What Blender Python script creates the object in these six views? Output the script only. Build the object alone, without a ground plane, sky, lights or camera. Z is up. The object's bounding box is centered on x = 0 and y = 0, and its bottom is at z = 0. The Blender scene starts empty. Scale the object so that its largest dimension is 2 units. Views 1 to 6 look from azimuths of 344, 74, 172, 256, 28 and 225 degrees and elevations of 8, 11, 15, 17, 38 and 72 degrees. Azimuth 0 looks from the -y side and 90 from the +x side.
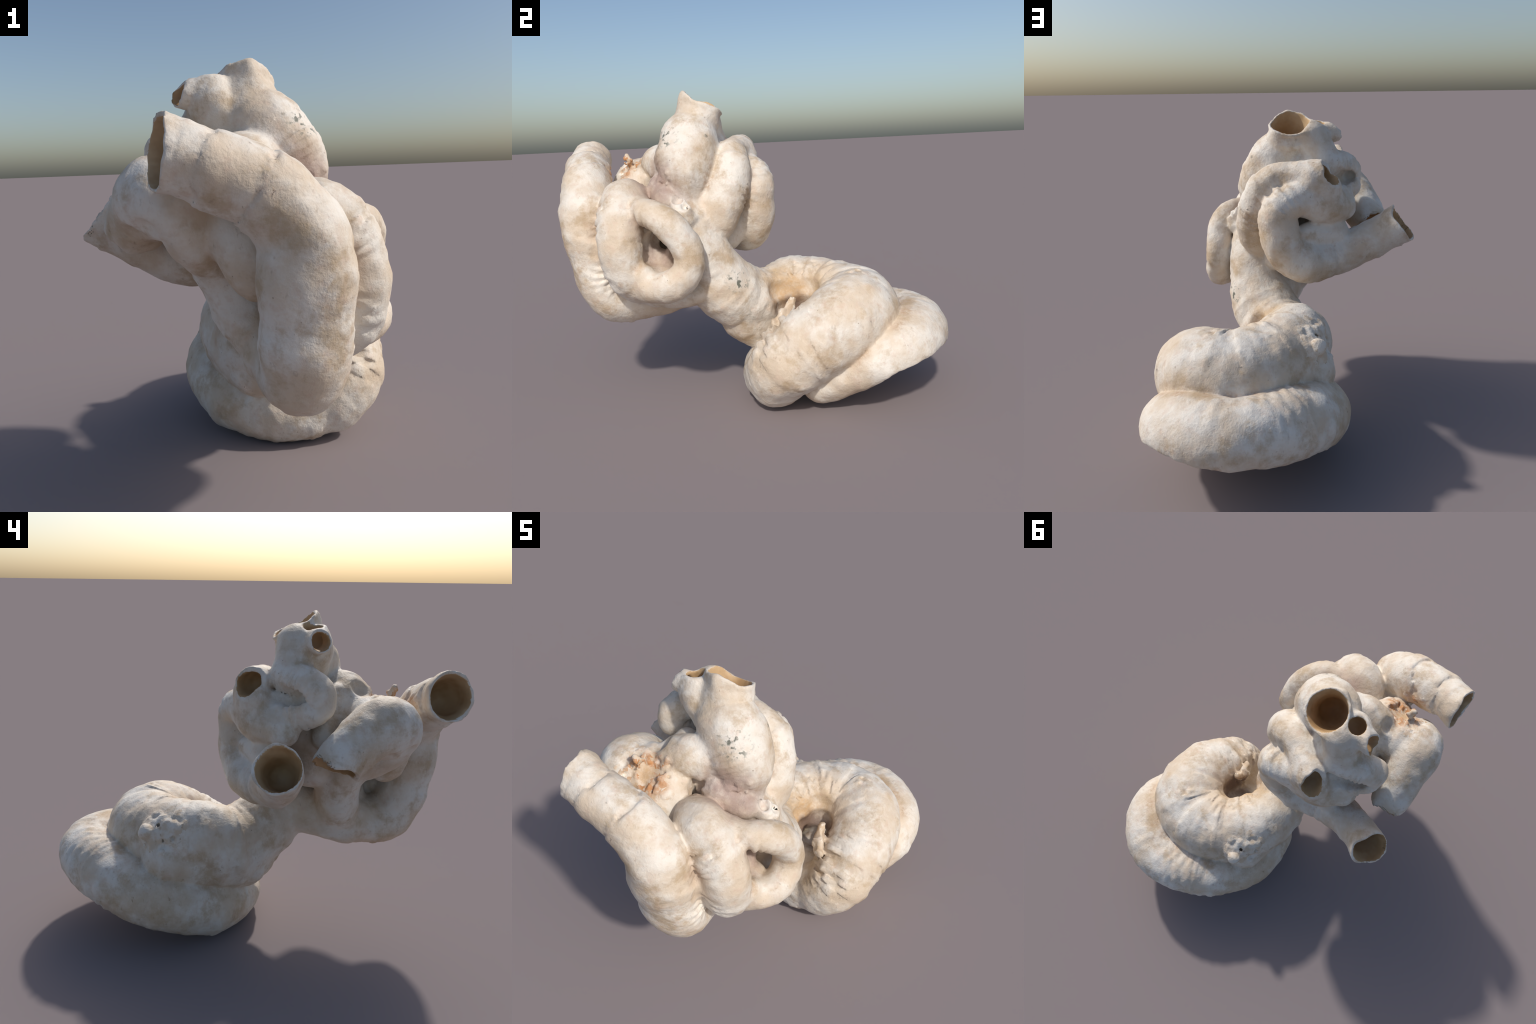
"""A cluster of fused, worm-like calcareous shell tubes.

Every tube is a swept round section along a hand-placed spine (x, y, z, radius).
The tubes are fused as one distance field with small fillets, hollowed from their
mouths, given wrinkles and lumps, meshed (surface nets) and then separated again
into one mesh object per tube.
"""
import bpy, math
import numpy as np

H = 0.006                     # grid step of the distance field
SLIM = 0.006                  # shell taken off every tube
BAND = 0.05                   # the field is only trusted this close to a surface
FILLET = 0.020                # fillet radius where two tubes meet
LO = np.array([-0.84, -1.08, -0.05])
HI = np.array([0.84, 1.08, 1.76])
N = np.ceil((HI - LO) / H).astype(int) + 1


# ------------------------------------------------------------------ noise
def value_noise(p, seed=0):
    """Smooth value noise in [-1, 1]; p is (n, 3)."""
    p = p + 37.7
    i = np.floor(p).astype(np.int64)
    f = (p - i).astype(np.float32)
    f = f * f * (3 - 2 * f)

    def lattice(dx, dy, dz):
        h = (i[:, 0] + dx) * 374761393 + (i[:, 1] + dy) * 668265263 + (i[:, 2] + dz) * 2147483647 + seed * 974711
        h = (h ^ (h >> 13)) * 1274126177
        h = (h ^ (h >> 16)) & 0xFFFF
        return h.astype(np.float32) / 32767.5 - 1.0
    out = 0
    for dx in (0, 1):
        for dy in (0, 1):
            for dz in (0, 1):
                w = (f[:, 0] if dx else 1 - f[:, 0]) * (f[:, 1] if dy else 1 - f[:, 1]) * (f[:, 2] if dz else 1 - f[:, 2])
                out = out + w * lattice(dx, dy, dz)
    return out


# ------------------------------------------------------------------ spines
def spline(points, step=0.022):
    """Centripetal-like Catmull-Rom through (x, y, z, r) rows, resampled at about `step`."""
    p = np.array(points, float)
    if len(p) == 1:
        return np.vstack([p, p + [0, 0, 1e-4, 0]])
    if len(p) == 2:
        n = max(2, int(np.linalg.norm(p[1, :3] - p[0, :3]) / step) + 1)
        t = np.linspace(0, 1, n)[:, None]
        return p[0] * (1 - t) + p[1] * t
    q = np.vstack([2 * p[0] - p[1], p, 2 * p[-1] - p[-2]])
    out = []
    for k in range(1, len(q) - 2):
        a, b, c, d = q[k - 1:k + 3]
        n = max(1, int(round(np.linalg.norm(c[:3] - b[:3]) / step)))
        for t in np.arange(n) / n:
            out.append(0.5 * (2 * b + (c - a) * t + (2 * a - 5 * b + 4 * c - d) * t ** 2 + (3 * b - a - 3 * c + d) * t ** 3))
    out.append(p[-1])
    return np.array(out)


def box(lo, hi):
    a = np.maximum(np.floor((lo - LO) / H).astype(int), 0)
    b = np.minimum(np.ceil((hi - LO) / H).astype(int) + 1, N)
    return a, b


def grid(a, b):
    return [(LO[k] + H * np.arange(a[k], b[k])).astype(np.float32) for k in range(3)]


def sweep(spine, axis=np.zeros(3), factor=1.0):
    """Distance to a swept tube, on the box around it, with the length along it."""
    pad = spine[:, 3:4] + BAND
    A, B = box((spine[:, :3] - pad).min(0), (spine[:, :3] + pad).max(0))
    D = np.full(B - A, 9.0, np.float32)
    S = np.zeros(B - A, np.float32)
    s = 0.0
    for p, q in zip(spine[:-1], spine[1:]):
        r = max(p[3], q[3]) + BAND
        a, b = box(np.minimum(p[:3], q[:3]) - r, np.maximum(p[:3], q[:3]) + r)
        a, b = np.maximum(a, A), np.minimum(b, B)
        x, y, z = grid(a, b)
        d = (q[:3] - p[:3]).astype(np.float32)
        L2 = float(d @ d) + 1e-12
        X, Y, Z = x[:, None, None] - p[0], y[None, :, None] - p[1], z[None, None, :] - p[2]
        t = np.clip((X * d[0] + Y * d[1] + Z * d[2]) / L2, 0, 1).astype(np.float32)
        U, V, W = X - t * d[0], Y - t * d[1], Z - t * d[2]
        sq = U * U + V * V + W * W
        if factor != 1:            # flattened across `axis`
            sq = sq + (factor ** 2 - 1) * (U * axis[0] + V * axis[1] + W * axis[2]) ** 2
        dist = (np.sqrt(sq) - (p[3] + t * (q[3] - p[3]))) / (.5 + .5 * factor)
        w = tuple(slice(u, v) for u, v in zip(a - A, b - A))
        near = dist < D[w]
        D[w] = np.where(near, dist, D[w])
        S[w] = np.where(near, s + t * math.sqrt(L2), S[w])
        s += math.sqrt(L2)
    return A, B, D, S


# ------------------------------------------------------------------ the parts
# kind, spine rows (x, y, z, r), options:
#   mouth   (depth of the hollow, wall thickness): the tube is open at its first point
#   face    outward normal of the mouth plane, when it is not square to the spine
#   wrinkle (height, rings per metre) transverse folds;  rings: growth steps at these lengths
PARTS = [
    ("base_coil", [(.088, -.195, .66, .174), (.03, -.06, .53, .186), (-.03, .11, .485, .200), (-.03, .28, .53, .200),
                   (.09, .44, .50, .220), (.28, .505, .465, .243), (.415, .43, .46, .236), (.472, .29, .415, .214),
                   (.455, .16, .35, .204), (.42, .055, .26, .188), (.34, .03, .18, .172)], dict(wrinkle=(.006, 26), fillet=.006)),
    ("base_coil", [(.32, .035, .155, .162), (.12, .08, .13, .172), (-.055, .25, .165, .190), (-.10, .46, .245, .187),
                   (.03, .70, .335, .182), (.29, .832, .368, .178), (.515, .715, .345, .184), (.585, .53, .285, .160),
                   (.50, .36, .20, .13), (.42, .25, .13, .12)], dict(wrinkle=(.004, 18), squash=((0, .25, .97), 1.1), fillet=.006)),
    ("base_coil", [(-.065, .42, .45, .155), (-.055, .22, .425, .165), (.0, .03, .40, .165), (.04, -.05, .43, .15)], dict(fillet=.006)),
    ("base_coil", [(.20, .22, .22, .15), (.30, .45, .25, .20), (.22, .62, .28, .14)], {}),
    ("neck", [(.09, -.36, 1.02, .11), (.115, -.28, .86, .132), (.088, -.195, .66, .174), (.03, -.06, .53, .186)], {}),
    ("tube", [(-.525, -.80, 1.325, .122), (-.46, -.815, 1.31, .115), (-.40, -.825, 1.285, .121), (-.25, -.835, 1.225, .130),
              (-.16, -.845, 1.14, .135), (-.10, -.86, 1.04, .138), (-.085, -.85, .92, .138)],
     dict(mouth=(.17, .02), face=(-.98, -.06, .16), rings=(.13, .29), wrinkle=(.006, 13))),
    ("tube", [(-.10, -.855, 1.06, .150), (-.105, -.856, .94, .160), (-.100, -.838, .82, .160), (-.102, -.808, .70, .160),
              (-.09, -.745, .597, .148), (-.075, -.605, .59, .132), (-.085, -.495, .63, .134), (-.155, -.425, .73, .138),
              (-.21, -.41, .86, .138), (-.27, -.42, .96, .13)],
     dict(squash=((0, 1, 0), 1.2), wrinkle=(.008, 11))),
    ("tube", [(-.09, -.50, .60, .135), (-.02, -.32, .655, .145), (.08, -.19, .66, .15)], {}),
    ("tube", [(-.572, -.240, 1.035, .108), (-.560, -.275, 1.065, .116), (-.538, -.35, 1.125, .126), (-.515, -.43, 1.170, .138), (-.490, -.53, 1.190, .150),
              (-.44, -.60, 1.13, .100), (-.405, -.57, 1.06, .092), (-.345, -.50, 1.01, .104), (-.28, -.44, .98, .12)],
     dict(mouth=(.10, .016), face=(-.2, .35, -.92))),
    ("tube", [(-.672, .035, 1.085, .114), (-.61, .007, 1.042, .106), (-.526, -.02, .992, .110), (-.339, -.04, .905, .118),
              (-.22, -.01, .885, .118), (-.124, .028, .90, .120), (-.03, .045, .97, .118), (-.002, .044, 1.08, .116),
              (-.01, .044, 1.18, .11), (-.10, .04, 1.23, .11), (-.24, .005, 1.20, .115), (-.35, -.07, 1.17, .09)], dict(mouth=(.18, .018), face=(-.76, .34, .56))),
    ("tube", [(-.10, -.06, 1.33, .09), (-.01, -.07, 1.32, .10), (.072, -.09, 1.25, .108), (.105, -.145, 1.12, .116),
              (.095, -.19, .98, .106), (.05, -.22, .90, .075)], dict(wrinkle=(.006, 34))),
    ("chimney", [(-.095, -.19, 1.615, .130), (-.095, -.22, 1.54, .128), (-.08, -.26, 1.46, .142), (-.02, -.305, 1.38, .166),
                 (.045, -.335, 1.25, .144), (.06, -.35, 1.14, .10)], dict(mouth=(.20, .026), face=(.12, .46, .88), wrinkle=(.012, 15))),
    ("chimney", [(-.10, -.30, 1.655, .026), (-.10, -.285, 1.58, .06)], {}),
    ("chimney", [(-.250, -.235, 1.608, .060), (-.235, -.245, 1.53, .098), (-.18, -.26, 1.42, .09)],
     dict(mouth=(.08, .016), face=(-.2, .2, 1))),
    ("chimney", [(-.36, -.235, 1.560, .060), (-.30, -.24, 1.55, .068), (-.24, -.25, 1.48, .08)], dict(mouth=(.07, .016), face=(-.95, -.1, .35))),
    ("chimney", [(-.205, -.175, 1.535, .10), (-.245, -.155, 1.445, .105)], {}),
    ("tube", [(-.16, -.16, 1.365, .10), (-.26, -.115, 1.395, .088), (-.36, -.165, 1.38, .084), (-.42, -.21, 1.345, .086),
              (-.42, -.21, 1.28, .082), (-.39, -.16, 1.25, .088), (-.32, -.10, 1.24, .09), (-.22, -.05, 1.26, .09)],
     dict(wrinkle=(.004, 40))),
    ("tube", [(-.252, .065, 1.365, .070), (-.20, .02, 1.36, .090), (-.08, -.04, 1.335, .092)],
     dict(mouth=(.07, .018), face=(-.85, .35, .3))),
    ("tube", [(.09, -.59, 1.10, .078), (.185, -.575, 1.085, .079), (.258, -.508, 1.045, .080), (.293, -.435, .97, .081),
              (.303, -.388, .88, .082), (.306, -.388, .80, .084), (.305, -.43, .735, .086), (.285, -.50, .705, .087),
              (.23, -.57, .69, .086), (.15, -.61, .685, .085)],
     dict(wrinkle=(.005, 24))),
    ("tube", [(-.08, -.58, 1.08, .10), (-.02, -.63, 1.115, .120), (.055, -.67, 1.09, .127), (.115, -.69, .99, .122),
              (.135, -.69, .86, .124), (.13, -.665, .75, .120), (.07, -.60, .68, .11)], dict(rings=(.22,), wrinkle=(.006, 16))),
    ("tube", [(-.27, -.44, 1.28, .100), (-.17, -.43, 1.30, .108), (-.07, -.37, 1.27, .11)], {}),
    ("core", [(-.16, -.30, .98, .17), (-.10, -.28, 1.10, .20), (-.14, -.22, 1.25, .15)], {}),
    ("core", [(.055, -.50, .80, .12), (.055, -.48, .95, .12), (.0, -.48, 1.0, .12)], {}),
    ("core", [(-.39, -.53, 1.20, .12), (-.30, -.56, 1.12, .12), (-.20, -.68, 1.0, .08), (.0, -.62, 1.02, .1),
              (.02, -.74, .90, .085), (.02, -.72, .76, .07)], {}),
    ("core", [(-.02, -.53, .71, .11), (.03, -.50, .88, .10)], {}),
    ("core", [(-.31, -.035, 1.04, .085), (-.20, -.005, 1.045, .078), (-.14, .025, 1.045, .07)], {}),
    ("core", [(-.33, -.30, 1.12, .09), (-.27, -.33, 1.29, .075), (-.26, -.53, 1.17, .12), (-.25, -.66, 1.03, .10), (-.20, -.67, .93, .095)], {}),
    ("core", [(.13, -.585, .735, .095), (.16, -.50, .70, .09)], {}),
    ("core", [(.215, -.605, .755, .07), (.22, -.57, .70, .08)], {}),
    ("core", [(-.05, -.06, .95, .10), (-.01, -.12, .88, .08)], {}),
    ("core", [(-.36, -.46, 1.205, .118), (-.28, -.42, 1.22, .10)], {}),
    ("core", [(.02, -.20, 1.27, .085), (.05, -.25, 1.08, .095)], {}),
    ("core", [(-.24, .035, 1.285, .095), (-.18, .03, 1.31, .10)], {}),
    ("flap", [(.265, .175, .575, .026), (.275, .13, .51, .05), (.285, .06, .44, .07)], dict(squash=((.6, .75, .2), 2.0))),
    ("stub", [(-.36, -.605, 1.350, .024), (-.35, -.60, 1.32, .030)], {}),
    ("lump", [(-.01, -.45, 1.16, .09), (.09, -.44, 1.12, .09)], {}),
    ("lump", [(.19, -.33, .63, .055), (.15, -.42, .64, .085), (.12, -.54, .65, .09)], {}),
    ("cup", [(.19, -.405, 1.125, .044), (.18, -.40, 1.08, .055)], dict(mouth=(.025, .014), face=(.5, -.4, .75))),
    ("cup", [(.225, -.375, 1.09, .034), (.20, -.37, 1.03, .055)], dict(mouth=(.03, .017), face=(.75, -.35, .55))),
]

# pits pressed into the finished body: x, y, z, r
PITS = [(.15, -.53, .905, .065), (.10, -.49, .92, .06), (.175, -.545, .85, .055), (-.10, -.57, .90, .05), (-.05, -.50, .88, .07), (.01, -.43, .86, .075), (-.60, -.50, 1.035, .065), (-.335, -.46, 1.36, .055), (-.57, -.615, 1.075, .05), (-.43, -.17, 1.32, .028), (-.41, -.13, 1.32, .036), (-.375, -.09, 1.32, .042), (-.33, -.05, 1.325, .036),
        (.165, .135, .59, .075), (.225, .235, .61, .085), (.18, .16, .48, .07), (.225, .23, .50, .075), (.20, .19, .40, .065)]

# places where transverse folds stand out: x, y, z, reach, height, folds per metre
FOLDS = [(.36, .00, .42, .17, .010, 27), (.50, .10, .42, .17, .006, 25), (.30, .48, .72, .2, .004, 26), (-.1, .3, .6, .2, .003, 24),
         (.03, .02, 1.28, .09, .006, 34), (.13, -.05, 1.12, .12, .005, 34), (.0, .13, 1.27, .09, .005, 36),
         (.02, -.80, 1.02, .14, .008, 22), (.06, -.76, .80, .12, .006, 24), (.20, -.62, 1.0, .1, .005, 30),
         (-.40, -.12, 1.40, .10, .004, 40), (-.05, .80, .45, .3, .003, 22), (-.40, -.10, 1.20, .1, .005, 40)]


def rough_blobs(F):
    """Crust: clumps of little knobs set on the surface at a few places."""
    rng = np.random.default_rng(5)

    def at(p):
        i = np.clip(np.round((p - LO) / H).astype(int), 1, N - 2)
        g = np.array([F[i[0] + 1, i[1], i[2]] - F[i[0] - 1, i[1], i[2]], F[i[0], i[1] + 1, i[2]] - F[i[0], i[1] - 1, i[2]],
                      F[i[0], i[1], i[2] + 1] - F[i[0], i[1], i[2] - 1]], float) / (2 * H)
        return float(F[tuple(i)]), g
    out = []
    for kind, c, spread, n, r in (("crust", (-.35, -.59, 1.30), (.11, .10, .05), 170, (.006, .016)),
                                  ("crust", (-.27, -.62, 1.22), (.07, .09, .06), 110, (.006, .015)),
                                  ("pit", (-.31, -.61, 1.27), (.11, .09, .06), 70, (.007, .016)),
                                  ("crust", (-.11, .50, .62), (.08, .20, .085), 190, (.008, .022)),
                                  ("crust", (-.11, .52, .62), (.05, .13, .05), 70, (.014, .030)), ("pit", (-.11, .50, .62), (.06, .13, .06), 16, (.006, .011)),
                                  ("crust", (.28, .10, .50), (.05, .07, .11), 50, (.006, .014)),
                                  ("pit", (.28, .10, .50), (.05, .06, .10), 25, (.008, .016)),
                                  ("pit", (.10, .22, .66), (.07, .13, .07), 60, (.004, .010)),
                                  ("lump", (.04, -.45, 1.20), (.14, .07, .06), 90, (.008, .020)),
                                  ("lump", (-.12, -.52, 1.17), (.08, .07, .06), 40, (.008, .020))):
        for _ in range(n):
            p = np.array(c) + np.clip(rng.normal(0, .5, 3), -1, 1) * spread
            size = rng.uniform(*r)
            for _ in range(6):
                d, g = at(p)
                if abs(d) < .04:
                    p = p - np.clip(d, -.02, .02) * g / (np.linalg.norm(g) + 1e-6)
                else:
                    p = np.array(c) + (p - np.array(c)) * .8
            sink = 0 if kind == "pit" else .35 if c[2] == .62 else .45      # crust hugs the surface
            p = p - sink * size * g / (np.linalg.norm(g) + 1e-6)
            out.append((kind, *p, size))
    return out


def unit(v):
    v = np.array(v, float)
    return v / np.linalg.norm(v)


def build_field():
    F = np.full(N, 9.0, np.float32)
    owner = np.zeros(N, np.int16)
    hollow = np.full(N, 9.0, np.float32)
    for k, (kind, rows, opt) in enumerate(PARTS):
        spine = spline(rows)
        spine[:, 3] -= SLIM
        axis, factor = opt.get("squash", ((0, 0, 0), 1))
        A, B, D, S = sweep(spine, np.array(axis, float), factor)
        w = tuple(slice(u, v) for u, v in zip(A, B))
        near = np.abs(D) < .032
        x, y, z = grid(A, B)
        ii = np.nonzero(near)
        P = np.stack([x[ii[0]], y[ii[1]], z[ii[2]]], 1)
        s = S[ii]
        add = np.zeros(len(s), np.float32)
        if "wrinkle" in opt:
            h, f = opt["wrinkle"]
            q = np.stack([s * f, P[:, 2] * 3.0 + P[:, 0] * 2, P[:, 1] * 3.0], 1)
            where = np.clip(.5 + 1.2 * value_noise(P * 4, 11 + k), 0, 1)
            add += h * value_noise(q, k) * where
        q = np.stack([s * 36, P[:, 2] * 3.5, P[:, 0] * 3.5 + P[:, 1] * 2], 1)     # faint growth ribs
        add += .006 * value_noise(q, 90 + k) * np.clip(.4 + value_noise(P * 6, 60 + k), 0, 1)
        for fx, fy, fz, reach, h, f in FOLDS:
            away = ((P - np.array([fx, fy, fz], np.float32)) ** 2).sum(1) / reach ** 2
            j = np.nonzero(away < 2.5)[0]
            if len(j):
                p = P[j]
                bend = s[j] * f + .9 * value_noise(p * 6, 20 + k) + .35 * value_noise(p * 15, 21 + k)
                add[j] += 1.35 * h * np.sin(6.283 * bend) * np.exp(-away[j]) * np.clip(.6 + value_noise(p * 9, 22 + k), 0, 1.2)
        for g in opt.get("rings", ()):
            sg = s - g - .03 * value_noise(P * 8, 40 + k)
            add += .008 * (sg > 0) * np.exp(-sg / .08) - .008 * np.exp(-np.abs(sg) / .010)
        D[ii] -= add
        if "mouth" in opt:
            depth, wall = opt["mouth"]
            face = unit(opt["face"]) if "face" in opt else unit(spine[0, :3] - spine[1, :3])
            o = spine[0, :3]
            rim = .020 * value_noise(P * (13 if rows[0][3] > .09 else 20), 70 + k) + .004 * value_noise(P * 26, 71 + k)
            plane = (x[:, None, None] - o[0]) * face[0] + (y[None, :, None] - o[1]) * face[1] + (z[None, None, :] - o[2]) * face[2]
            cut = plane.astype(np.float32)
            cut[ii] += rim
            far = np.sqrt((x[:, None, None] - o[0]) ** 2 + (y[None, :, None] - o[1]) ** 2 + (z[None, None, :] - o[2]) ** 2) > rows[0][3] * 2.2
            cut[far] = -9
            D = np.maximum(D, cut)
            # the hollow follows the spine inwards and tapers to a rounded end
            length = np.r_[0, np.cumsum(np.linalg.norm(np.diff(spine[:, :3], axis=0), axis=1))]
            keep = spine[length < depth].copy()
            t = length[length < depth] / depth
            keep[:, 3] = (keep[:, 3] - wall) * (1 - .45 * t ** 2) + .006 * np.exp(-t * 14)
            keep = np.vstack([keep[:1] + np.r_[unit(spine[0, :3] - spine[2, :3]) * .08, .004], keep])
            a, b, d, _ = sweep(keep)
            v = tuple(slice(m, n) for m, n in zip(a, b))
            hollow[v] = np.minimum(hollow[v], d)
        G = F[w]
        owner[w] = np.where(D < G, k, owner[w])
        fillet = opt.get("fillet", FILLET)
        h = np.clip(fillet - np.abs(D - G), 0, None) / fillet
        F[w] = np.minimum(D, G) - h * h * fillet * .25
    crust = len(PARTS)
    lump = next(i for i, p in enumerate(PARTS) if p[0] == "lump")
    for (what, cx, cy, cz, r) in rough_blobs(F):
        c = np.array([cx, cy, cz])
        a, b = box(c - r - .03, c + r + .03)
        x, y, z = grid(a, b)
        d = (np.sqrt((x[:, None, None] - cx) ** 2 + (y[None, :, None] - cy) ** 2 + (z[None, None, :] - cz) ** 2) - r).astype(np.float32)
        w = tuple(slice(u, v) for u, v in zip(a, b))
        G = F[w]
        if what == "pit":
            h = np.clip(.01 - np.abs(-d - G), 0, None) / .01
            F[w] = np.maximum(G, -d) + h * h * .0025
            continue
        owner[w] = np.where(d < G, crust if what == "crust" else lump, owner[w])
        h = np.clip(.008 - np.abs(d - G), 0, None) / .008
        F[w] = np.minimum(d, G) - h * h * .002
    # flat, tilted and slightly ragged underside of the base
    x, y, z = grid(np.zeros(3, int), N)
    slope = np.maximum(.004, .33 * (y - .12))[None, :, None] + .3 * np.clip(x - .35, 0, 1)[:, None, None] * np.clip(4 * (y - .25), 0, 1)[None, :, None]
    under = slope - z[None, None, :]
    F = np.where(np.abs(under) < .2, np.maximum(F, under.astype(np.float32)), F)
    # general lumpiness
    ii = np.nonzero(np.abs(F) < .03)
    P = np.stack([x[ii[0]], y[ii[1]], z[ii[2]]], 1)
    F[ii] += (.007 * value_noise(P * 4.5, 5) + .006 * value_noise(P * 8, 1)) + .0045 * value_noise(P * 17, 2) + .002 * value_noise(P * 38, 3)
    for (cx, cy, cz, r) in PITS:
        c = np.array([cx, cy, cz])
        a, b = box(c - r - .04, c + r + .04)
        x, y, z = grid(a, b)
        d = (r - np.sqrt((x[:, None, None] - cx) ** 2 + (y[None, :, None] - cy) ** 2 + (z[None, None, :] - cz) ** 2)).astype(np.float32)
        w = tuple(slice(u, v) for u, v in zip(a, b))
        h = np.clip(.02 - np.abs(d - F[w]), 0, None) / .02
        F[w] = np.maximum(F[w], d) + h * h * .005
    # hollows
    inside = hollow < .03
    owner = np.where(-hollow > F - .001, owner + 100, owner)
    F = np.where(inside, np.maximum(F, -hollow), F)
    return F, owner


def surface_nets(F):
    """Quads around every sign change of the field; one vertex per mixed cell."""
    neg = F < 0
    c = np.zeros(np.array(F.shape) - 1, np.uint8)
    corners = [(i, j, k) for i in (0, 1) for j in (0, 1) for k in (0, 1)]
    n0, n1, n2 = c.shape
    for i, j, k in corners:
        c += neg[i:i + n0, j:j + n1, k:k + n2]
    cell = np.argwhere((c > 0) & (c < 8))
    index = np.full(c.shape, -1, np.int32)
    index[tuple(cell.T)] = np.arange(len(cell))
    total, count = np.zeros((len(cell), 3)), np.zeros(len(cell))
    for a in corners:
        for ax in range(3):
            if a[ax]:
                continue
            b = list(a); b[ax] = 1
            fa = F[tuple((cell + a).T)].astype(float); fb = F[tuple((cell + b).T)].astype(float)
            m = (fa < 0) != (fb < 0)
            t = np.where(m, fa / np.where(m, fa - fb, 1), 0)
            p = np.tile(np.array(a, float), (len(cell), 1)); p[:, ax] = t
            total += p * m[:, None]; count += m
    V = LO + H * (cell + total / count[:, None])
    quads = []
    for ax in range(3):
        u, v = (ax + 1) % 3, (ax + 2) % 3
        lo = [slice(1, -1)] * 3; lo[ax] = slice(0, -1)
        hi = list(lo); hi[ax] = slice(1, None)
        f0, f1 = neg[tuple(lo)], neg[tuple(hi)]
        e = np.argwhere(f0 != f1); flip = f1[tuple(e.T)]
        off = np.array([1, 1, 1]); off[ax] = 0
        e = e + off
        du, dv = np.zeros(3, int), np.zeros(3, int); du[u] = 1; dv[v] = 1
        q = np.stack([index[tuple((e - du - dv).T)], index[tuple((e - dv).T)], index[tuple(e.T)], index[tuple((e - du).T)]], 1)
        q[flip] = q[flip][:, ::-1]
        quads.append(q)
    return V, np.vstack(quads)


# ------------------------------------------------------------------ materials
class Nodes:
    def __init__(self, name):
        self.mat = bpy.data.materials.new(name)
        self.mat.use_nodes = True
        self.t = self.mat.node_tree
        self.t.nodes.clear()
        self.pos = self.new("ShaderNodeTexCoord").outputs["Object"]

    def new(self, kind, **props):
        n = self.t.nodes.new(kind)
        for k, v in props.items():
            setattr(n, k, v)
        return n

    def put(self, socket, value):
        if isinstance(value, bpy.types.NodeSocket):
            self.t.links.new(value, socket)
        else:
            socket.default_value = value

    def noise(self, scale, detail=4, rough=.55, stretch=(1, 1, 1), shift=(0, 0, 0)):
        m = self.new("ShaderNodeMapping")
        self.put(m.inputs["Vector"], self.pos)
        m.inputs["Scale"].default_value = stretch
        m.inputs["Location"].default_value = shift
        n = self.new("ShaderNodeTexNoise")
        self.put(n.inputs["Vector"], m.outputs[0])
        n.inputs["Scale"].default_value = scale
        n.inputs["Detail"].default_value = detail
        n.inputs["Roughness"].default_value = rough
        return n.outputs["Fac"]

    def range(self, v, a, b, lo=0, hi=1):
        n = self.new("ShaderNodeMapRange", interpolation_type="SMOOTHSTEP")
        self.put(n.inputs["Value"], v)
        for k, x in zip(("From Min", "From Max", "To Min", "To Max"), (a, b, lo, hi)):
            n.inputs[k].default_value = x
        return n.outputs[0]

    def math(self, op, a, b=0.0):
        n = self.new("ShaderNodeMath", operation=op)
        self.put(n.inputs[0], a); self.put(n.inputs[1], b)
        return n.outputs[0]

    def mix(self, fac, a, b, mode="MIX"):
        n = self.new("ShaderNodeMix", data_type="RGBA", blend_type=mode)
        self.put(n.inputs["Factor"], fac)
        for i, v in ((6, a), (7, b)):
            self.put(n.inputs[i], v if isinstance(v, bpy.types.NodeSocket) else (*v, 1))
        return n.outputs[2]

    def spot(self, centre, radius, soft=.5, wobble=.03):
        """1 within `radius` of a place on the object, ragged at its edge."""
        d = self.new("ShaderNodeVectorMath", operation="DISTANCE")
        self.put(d.inputs[0], self.pos)
        d.inputs[1].default_value = centre
        w = self.math("MULTIPLY", self.math("SUBTRACT", self.noise(14, 3), .5), wobble * 3)
        return self.range(self.math("ADD", d.outputs["Value"], w), radius * (1 - soft), radius, 1, 0)

    def finish(self, colour, rough=.62, bump=()):
        b = self.new("ShaderNodeBsdfPrincipled")
        self.put(b.inputs["Base Color"], colour)
        b.inputs["Roughness"].default_value = rough
        b.inputs["Specular IOR Level"].default_value = .3
        normal = None
        for h, strength, dist in bump:
            n = self.new("ShaderNodeBump")
            n.inputs["Strength"].default_value = strength
            n.inputs["Distance"].default_value = dist
            self.put(n.inputs["Height"], h)
            if normal is not None:
                self.put(n.inputs["Normal"], normal)
            normal = n.outputs[0]
        if normal is not None:
            self.put(b.inputs["Normal"], normal)
        o = self.new("ShaderNodeOutputMaterial")
        self.put(o.inputs[0], b.outputs[0])
        return self.mat


IVORY, WHITE, TAN = (.63, .52, .40), (.75, .70, .625), (.46, .335, .205)
PINK, OCHRE, BROWN = (.60, .44, .34), (.52, .33, .16), (.22, .14, .085)
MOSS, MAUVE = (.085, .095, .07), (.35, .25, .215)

# place (x, y, z), reach, strength of each local tint
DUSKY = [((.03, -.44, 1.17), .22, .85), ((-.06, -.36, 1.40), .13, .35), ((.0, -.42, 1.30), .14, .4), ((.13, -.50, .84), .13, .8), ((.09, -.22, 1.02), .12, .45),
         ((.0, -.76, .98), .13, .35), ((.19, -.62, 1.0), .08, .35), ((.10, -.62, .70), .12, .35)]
RUSTY = [((-.30, -.62, 1.25), .15, .8), ((.17, .17, .57), .19, .85), ((-.33, -.47, 1.26), .10, .6), ((.02, .12, 1.0), .05, .5)]
TEA_TINT = [((-.60, -.38, 1.09), .15, .6), ((-.30, .02, .80), .22, .5), ((-.10, -.30, 1.58), .14, .45), ((-.37, -.10, 1.32), .09, .6),
         ((.40, -.05, .35), .22, .5), ((-.22, .55, .25), .35, .5), ((.10, .15, .66), .20, .5), ((-.25, .05, 1.30), .08, .5)]
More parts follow.
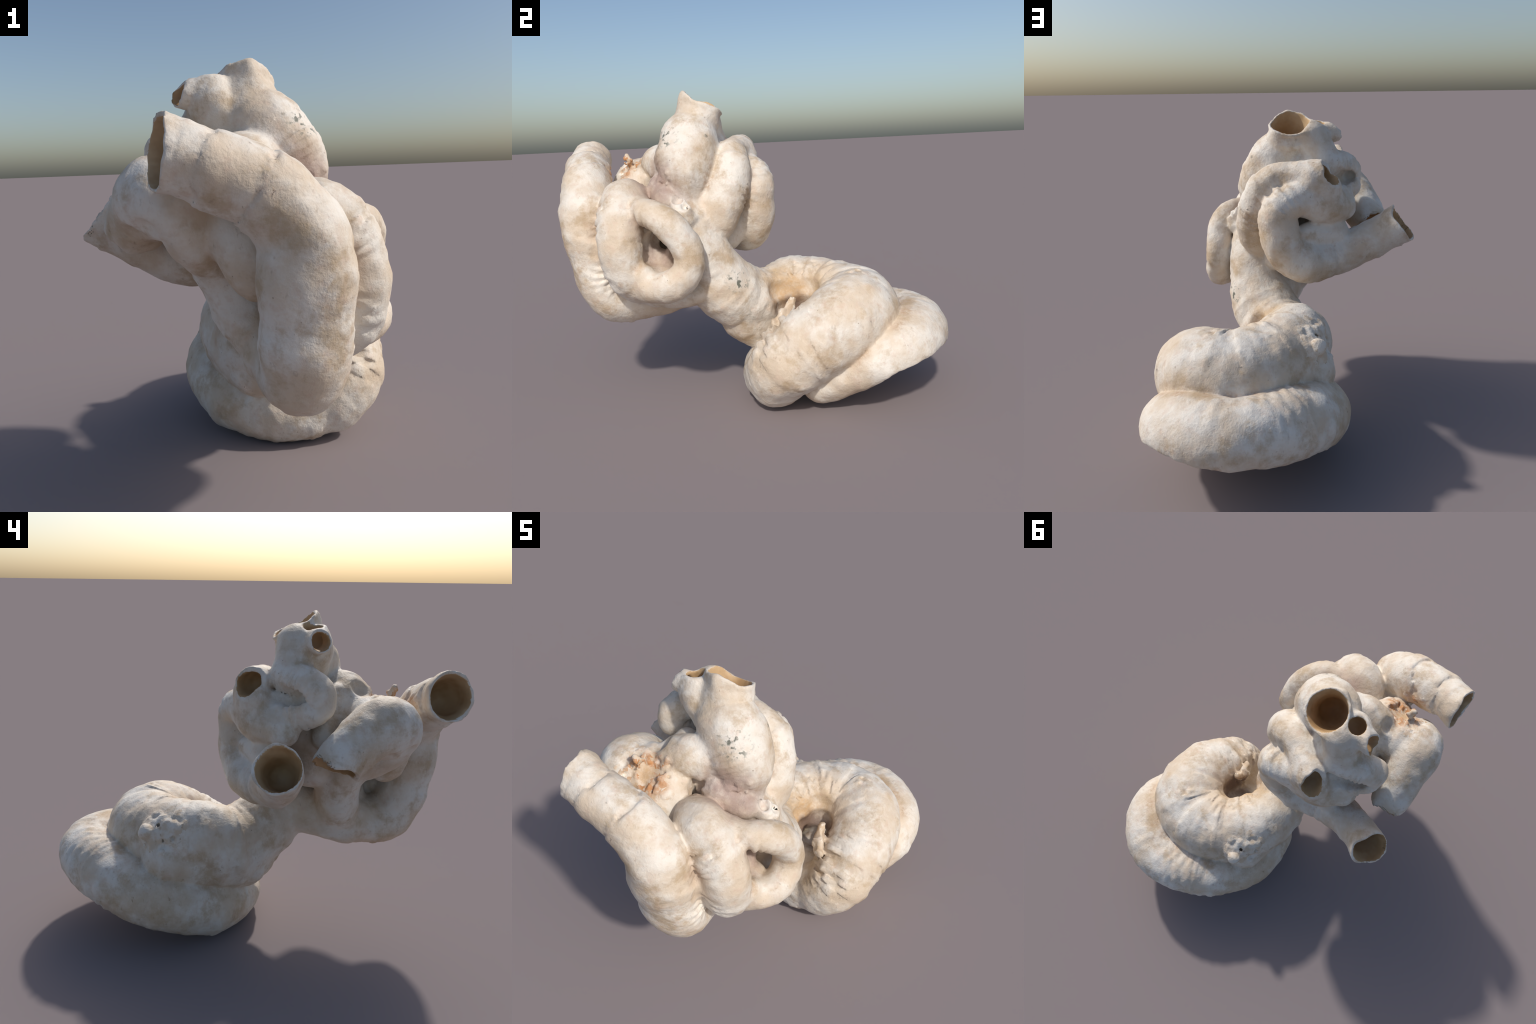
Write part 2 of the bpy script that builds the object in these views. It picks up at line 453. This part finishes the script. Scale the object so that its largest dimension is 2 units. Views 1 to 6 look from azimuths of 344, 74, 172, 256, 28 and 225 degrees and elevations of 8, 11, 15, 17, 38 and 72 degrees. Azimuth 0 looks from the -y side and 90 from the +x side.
GREEN = [((.235, -.125, .685), .085, .55), ((.05, -.42, 1.44), .10, .58), ((.17, -.05, .50), .06, .5), ((.13, -.22, 1.44), .03, .45)]


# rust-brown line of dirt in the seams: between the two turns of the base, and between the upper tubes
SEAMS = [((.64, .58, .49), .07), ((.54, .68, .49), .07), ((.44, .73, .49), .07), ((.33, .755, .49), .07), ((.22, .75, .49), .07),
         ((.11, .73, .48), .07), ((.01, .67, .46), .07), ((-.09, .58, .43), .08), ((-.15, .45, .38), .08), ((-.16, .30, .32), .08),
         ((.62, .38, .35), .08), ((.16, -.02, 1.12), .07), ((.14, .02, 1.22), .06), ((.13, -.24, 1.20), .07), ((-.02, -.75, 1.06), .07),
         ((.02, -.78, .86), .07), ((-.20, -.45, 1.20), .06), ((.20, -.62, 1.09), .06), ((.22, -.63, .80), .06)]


def shell_material():
    m = Nodes("weathered_shell")
    c = m.mix(m.range(m.noise(4.5, 6, .6), .36, .62), IVORY, WHITE)
    c = m.mix(m.range(m.noise(7, 6, .68, shift=(3, 1, 2)), .48, .68, 0, .75), c, TAN)
    c = m.mix(m.range(m.noise(21, 5, .65, shift=(7, 1, 2)), .50, .75, 0, .5), c, PINK)
    flecks = m.range(m.noise(34, 5, .7, stretch=(1, 1, .55), shift=(1, 5, 2)), .60, .72)
    c = m.mix(m.math("MULTIPLY", flecks, .28), c, BROWN)
    for p, r, a in TEA_TINT:          # tea-coloured weathering and one ochre tube underside, with brown flecks
        k = m.math("MULTIPLY", m.spot(p, r * 1.15, .8), m.range(m.noise(13, 5, .7, shift=p), .35, .62, .2, 1))
        c = m.mix(m.math("MULTIPLY", k, a), c, TAN)
        c = m.mix(m.math("MULTIPLY", m.math("MULTIPLY", m.spot(p, r, .8), flecks), .5), c, BROWN)
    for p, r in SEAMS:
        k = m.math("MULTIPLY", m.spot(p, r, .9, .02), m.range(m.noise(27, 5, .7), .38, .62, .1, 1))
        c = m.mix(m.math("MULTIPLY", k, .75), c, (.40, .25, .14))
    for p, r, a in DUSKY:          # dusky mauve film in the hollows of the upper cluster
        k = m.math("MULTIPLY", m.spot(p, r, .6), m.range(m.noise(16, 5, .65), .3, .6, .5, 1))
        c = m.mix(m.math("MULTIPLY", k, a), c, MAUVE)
    for p, r, a in RUSTY:          # ochre and rust in the rough hollows
        k = m.math("MULTIPLY", m.spot(p, r, .7), m.range(m.noise(24, 5, .7), .3, .65, .3, 1))
        c = m.mix(m.math("MULTIPLY", k, a), c, OCHRE)
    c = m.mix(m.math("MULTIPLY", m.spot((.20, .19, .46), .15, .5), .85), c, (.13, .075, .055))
    for p, r, lo in GREEN:         # dark specks of algae
        k = m.math("MULTIPLY", m.spot(p, r, .6), m.range(m.noise(36, 3), lo - .03, lo + .08))
        c = m.mix(m.math("MULTIPLY", k, .85), c, MOSS)
    c = m.mix(m.range(m.noise(60, 1), .76, .82, 0, .5), c, BROWN)
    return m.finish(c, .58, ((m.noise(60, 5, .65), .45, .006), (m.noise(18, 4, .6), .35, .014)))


def lining_material():
    m = Nodes("ochre_lining")
    c = m.mix(m.range(m.noise(6, 5), .35, .65), (.40, .24, .11), (.56, .39, .22))
    return m.finish(c, .55, ((m.noise(40, 3), .3, .005),))


def crust_material():
    m = Nodes("rough_crust")
    c = m.mix(m.range(m.noise(18, 4), .35, .65), (.73, .67, .585), (.62, .50, .375))
    c = m.mix(m.range(m.noise(33, 4, .6), .56, .7, 0, .6), c, (.36, .24, .14))
    c = m.mix(m.math("MULTIPLY", m.spot((-.31, -.60, 1.27), .16, .6), m.range(m.noise(20), .3, .6, .25, 1)), c, (.50, .25, .11))
    return m.finish(c, .75, ((m.noise(60, 4), .6, .008),))


# ------------------------------------------------------------------ assembly
def main():
    F, owner = build_field()
    V, Q = surface_nets(F)
    me = bpy.data.meshes.new("shell_body")
    me.from_pydata(V.tolist(), [], Q.tolist())
    me.update()
    body = bpy.data.objects.new("shell_body", me)
    bpy.context.scene.collection.objects.link(body)
    keep_largest(me)
    sm = body.modifiers.new("smooth", "SMOOTH"); sm.factor = .5; sm.iterations = 1
    dec = body.modifiers.new("decimate", "DECIMATE"); dec.ratio = .10
    graph = bpy.context.evaluated_depsgraph_get()
    me2 = bpy.data.meshes.new_from_object(body.evaluated_get(graph))
    bpy.data.objects.remove(body)
    n = len(me2.vertices)
    co = np.empty(n * 3, np.float32); me2.vertices.foreach_get("co", co); co = co.reshape(-1, 3)
    drop = co[:, 2].min()
    co[:, 2] -= drop
    nor = np.empty(n * 3, np.float32); me2.vertex_normals.foreach_get("vector", nor); nor = nor.reshape(-1, 3)
    faces = [tuple(p.vertices) for p in me2.polygons]
    centre = np.array([co[list(f)].mean(0) for f in faces])
    fn = np.empty(len(faces) * 3, np.float32); me2.polygons.foreach_get("normal", fn)
    centre = centre + fn.reshape(-1, 3) * H            # just outside the skin: tells outer wall from lining
    g = np.clip(np.round((centre + [0, 0, drop] - LO) / H).astype(int), 0, N - 1)
    label = owner[tuple(g.T)]

    root = bpy.data.objects.new("worm_shell_cluster", None)
    root["label"] = "ivory cluster of fused, coiled worm-like shell tubes with open mouths"
    root["category"] = "worm shell"
    bpy.context.scene.collection.objects.link(root)
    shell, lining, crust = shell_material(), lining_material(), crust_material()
    made = {}
    for L in sorted(set(label.tolist())):
        idx = np.nonzero(label == L)[0]
        if len(idx) < 4:
            continue
        k, inner = L % 100, L >= 100
        kind = "crust" if k == len(PARTS) else PARTS[k][0]
        used = np.unique(np.concatenate([faces[i] for i in idx]))
        new = {int(v): j for j, v in enumerate(used)}
        mesh = bpy.data.meshes.new("inner_wall" if inner else kind)
        mesh.from_pydata(co[used].tolist(), [], [[new[v] for v in faces[i]] for i in idx])
        mesh.polygons.foreach_set("use_smooth", [True] * len(idx))
        mesh.update()
        mesh.normals_split_custom_set_from_vertices(nor[used].tolist())
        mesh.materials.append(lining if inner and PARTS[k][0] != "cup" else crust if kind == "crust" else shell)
        ob = bpy.data.objects.new(mesh.name, mesh)
        bpy.context.scene.collection.objects.link(ob)
        ob.parent = made.get(k, root) if inner else root
        if kind == "crust":
            ob["kind"] = "stuff"
        if not inner:
            made[k] = ob
    print("verts", n, "faces", len(faces), "bounds", co.min(0), co.max(0))


def keep_largest(me):
    """Drop loose shells sealed inside the solid."""
    import bmesh
    bm = bmesh.new(); bm.from_mesh(me); bm.verts.ensure_lookup_table()
    seen, best = set(), []
    for v in bm.verts:
        if v in seen:
            continue
        stack, isle = [v], []
        seen.add(v)
        while stack:
            u = stack.pop(); isle.append(u)
            for e in u.link_edges:
                o = e.other_vert(u)
                if o not in seen:
                    seen.add(o); stack.append(o)
        if len(isle) > len(best):
            best = isle
    best = set(best)
    bmesh.ops.delete(bm, geom=[v for v in bm.verts if v not in best], context="VERTS")
    bm.to_mesh(me); bm.free()


main()
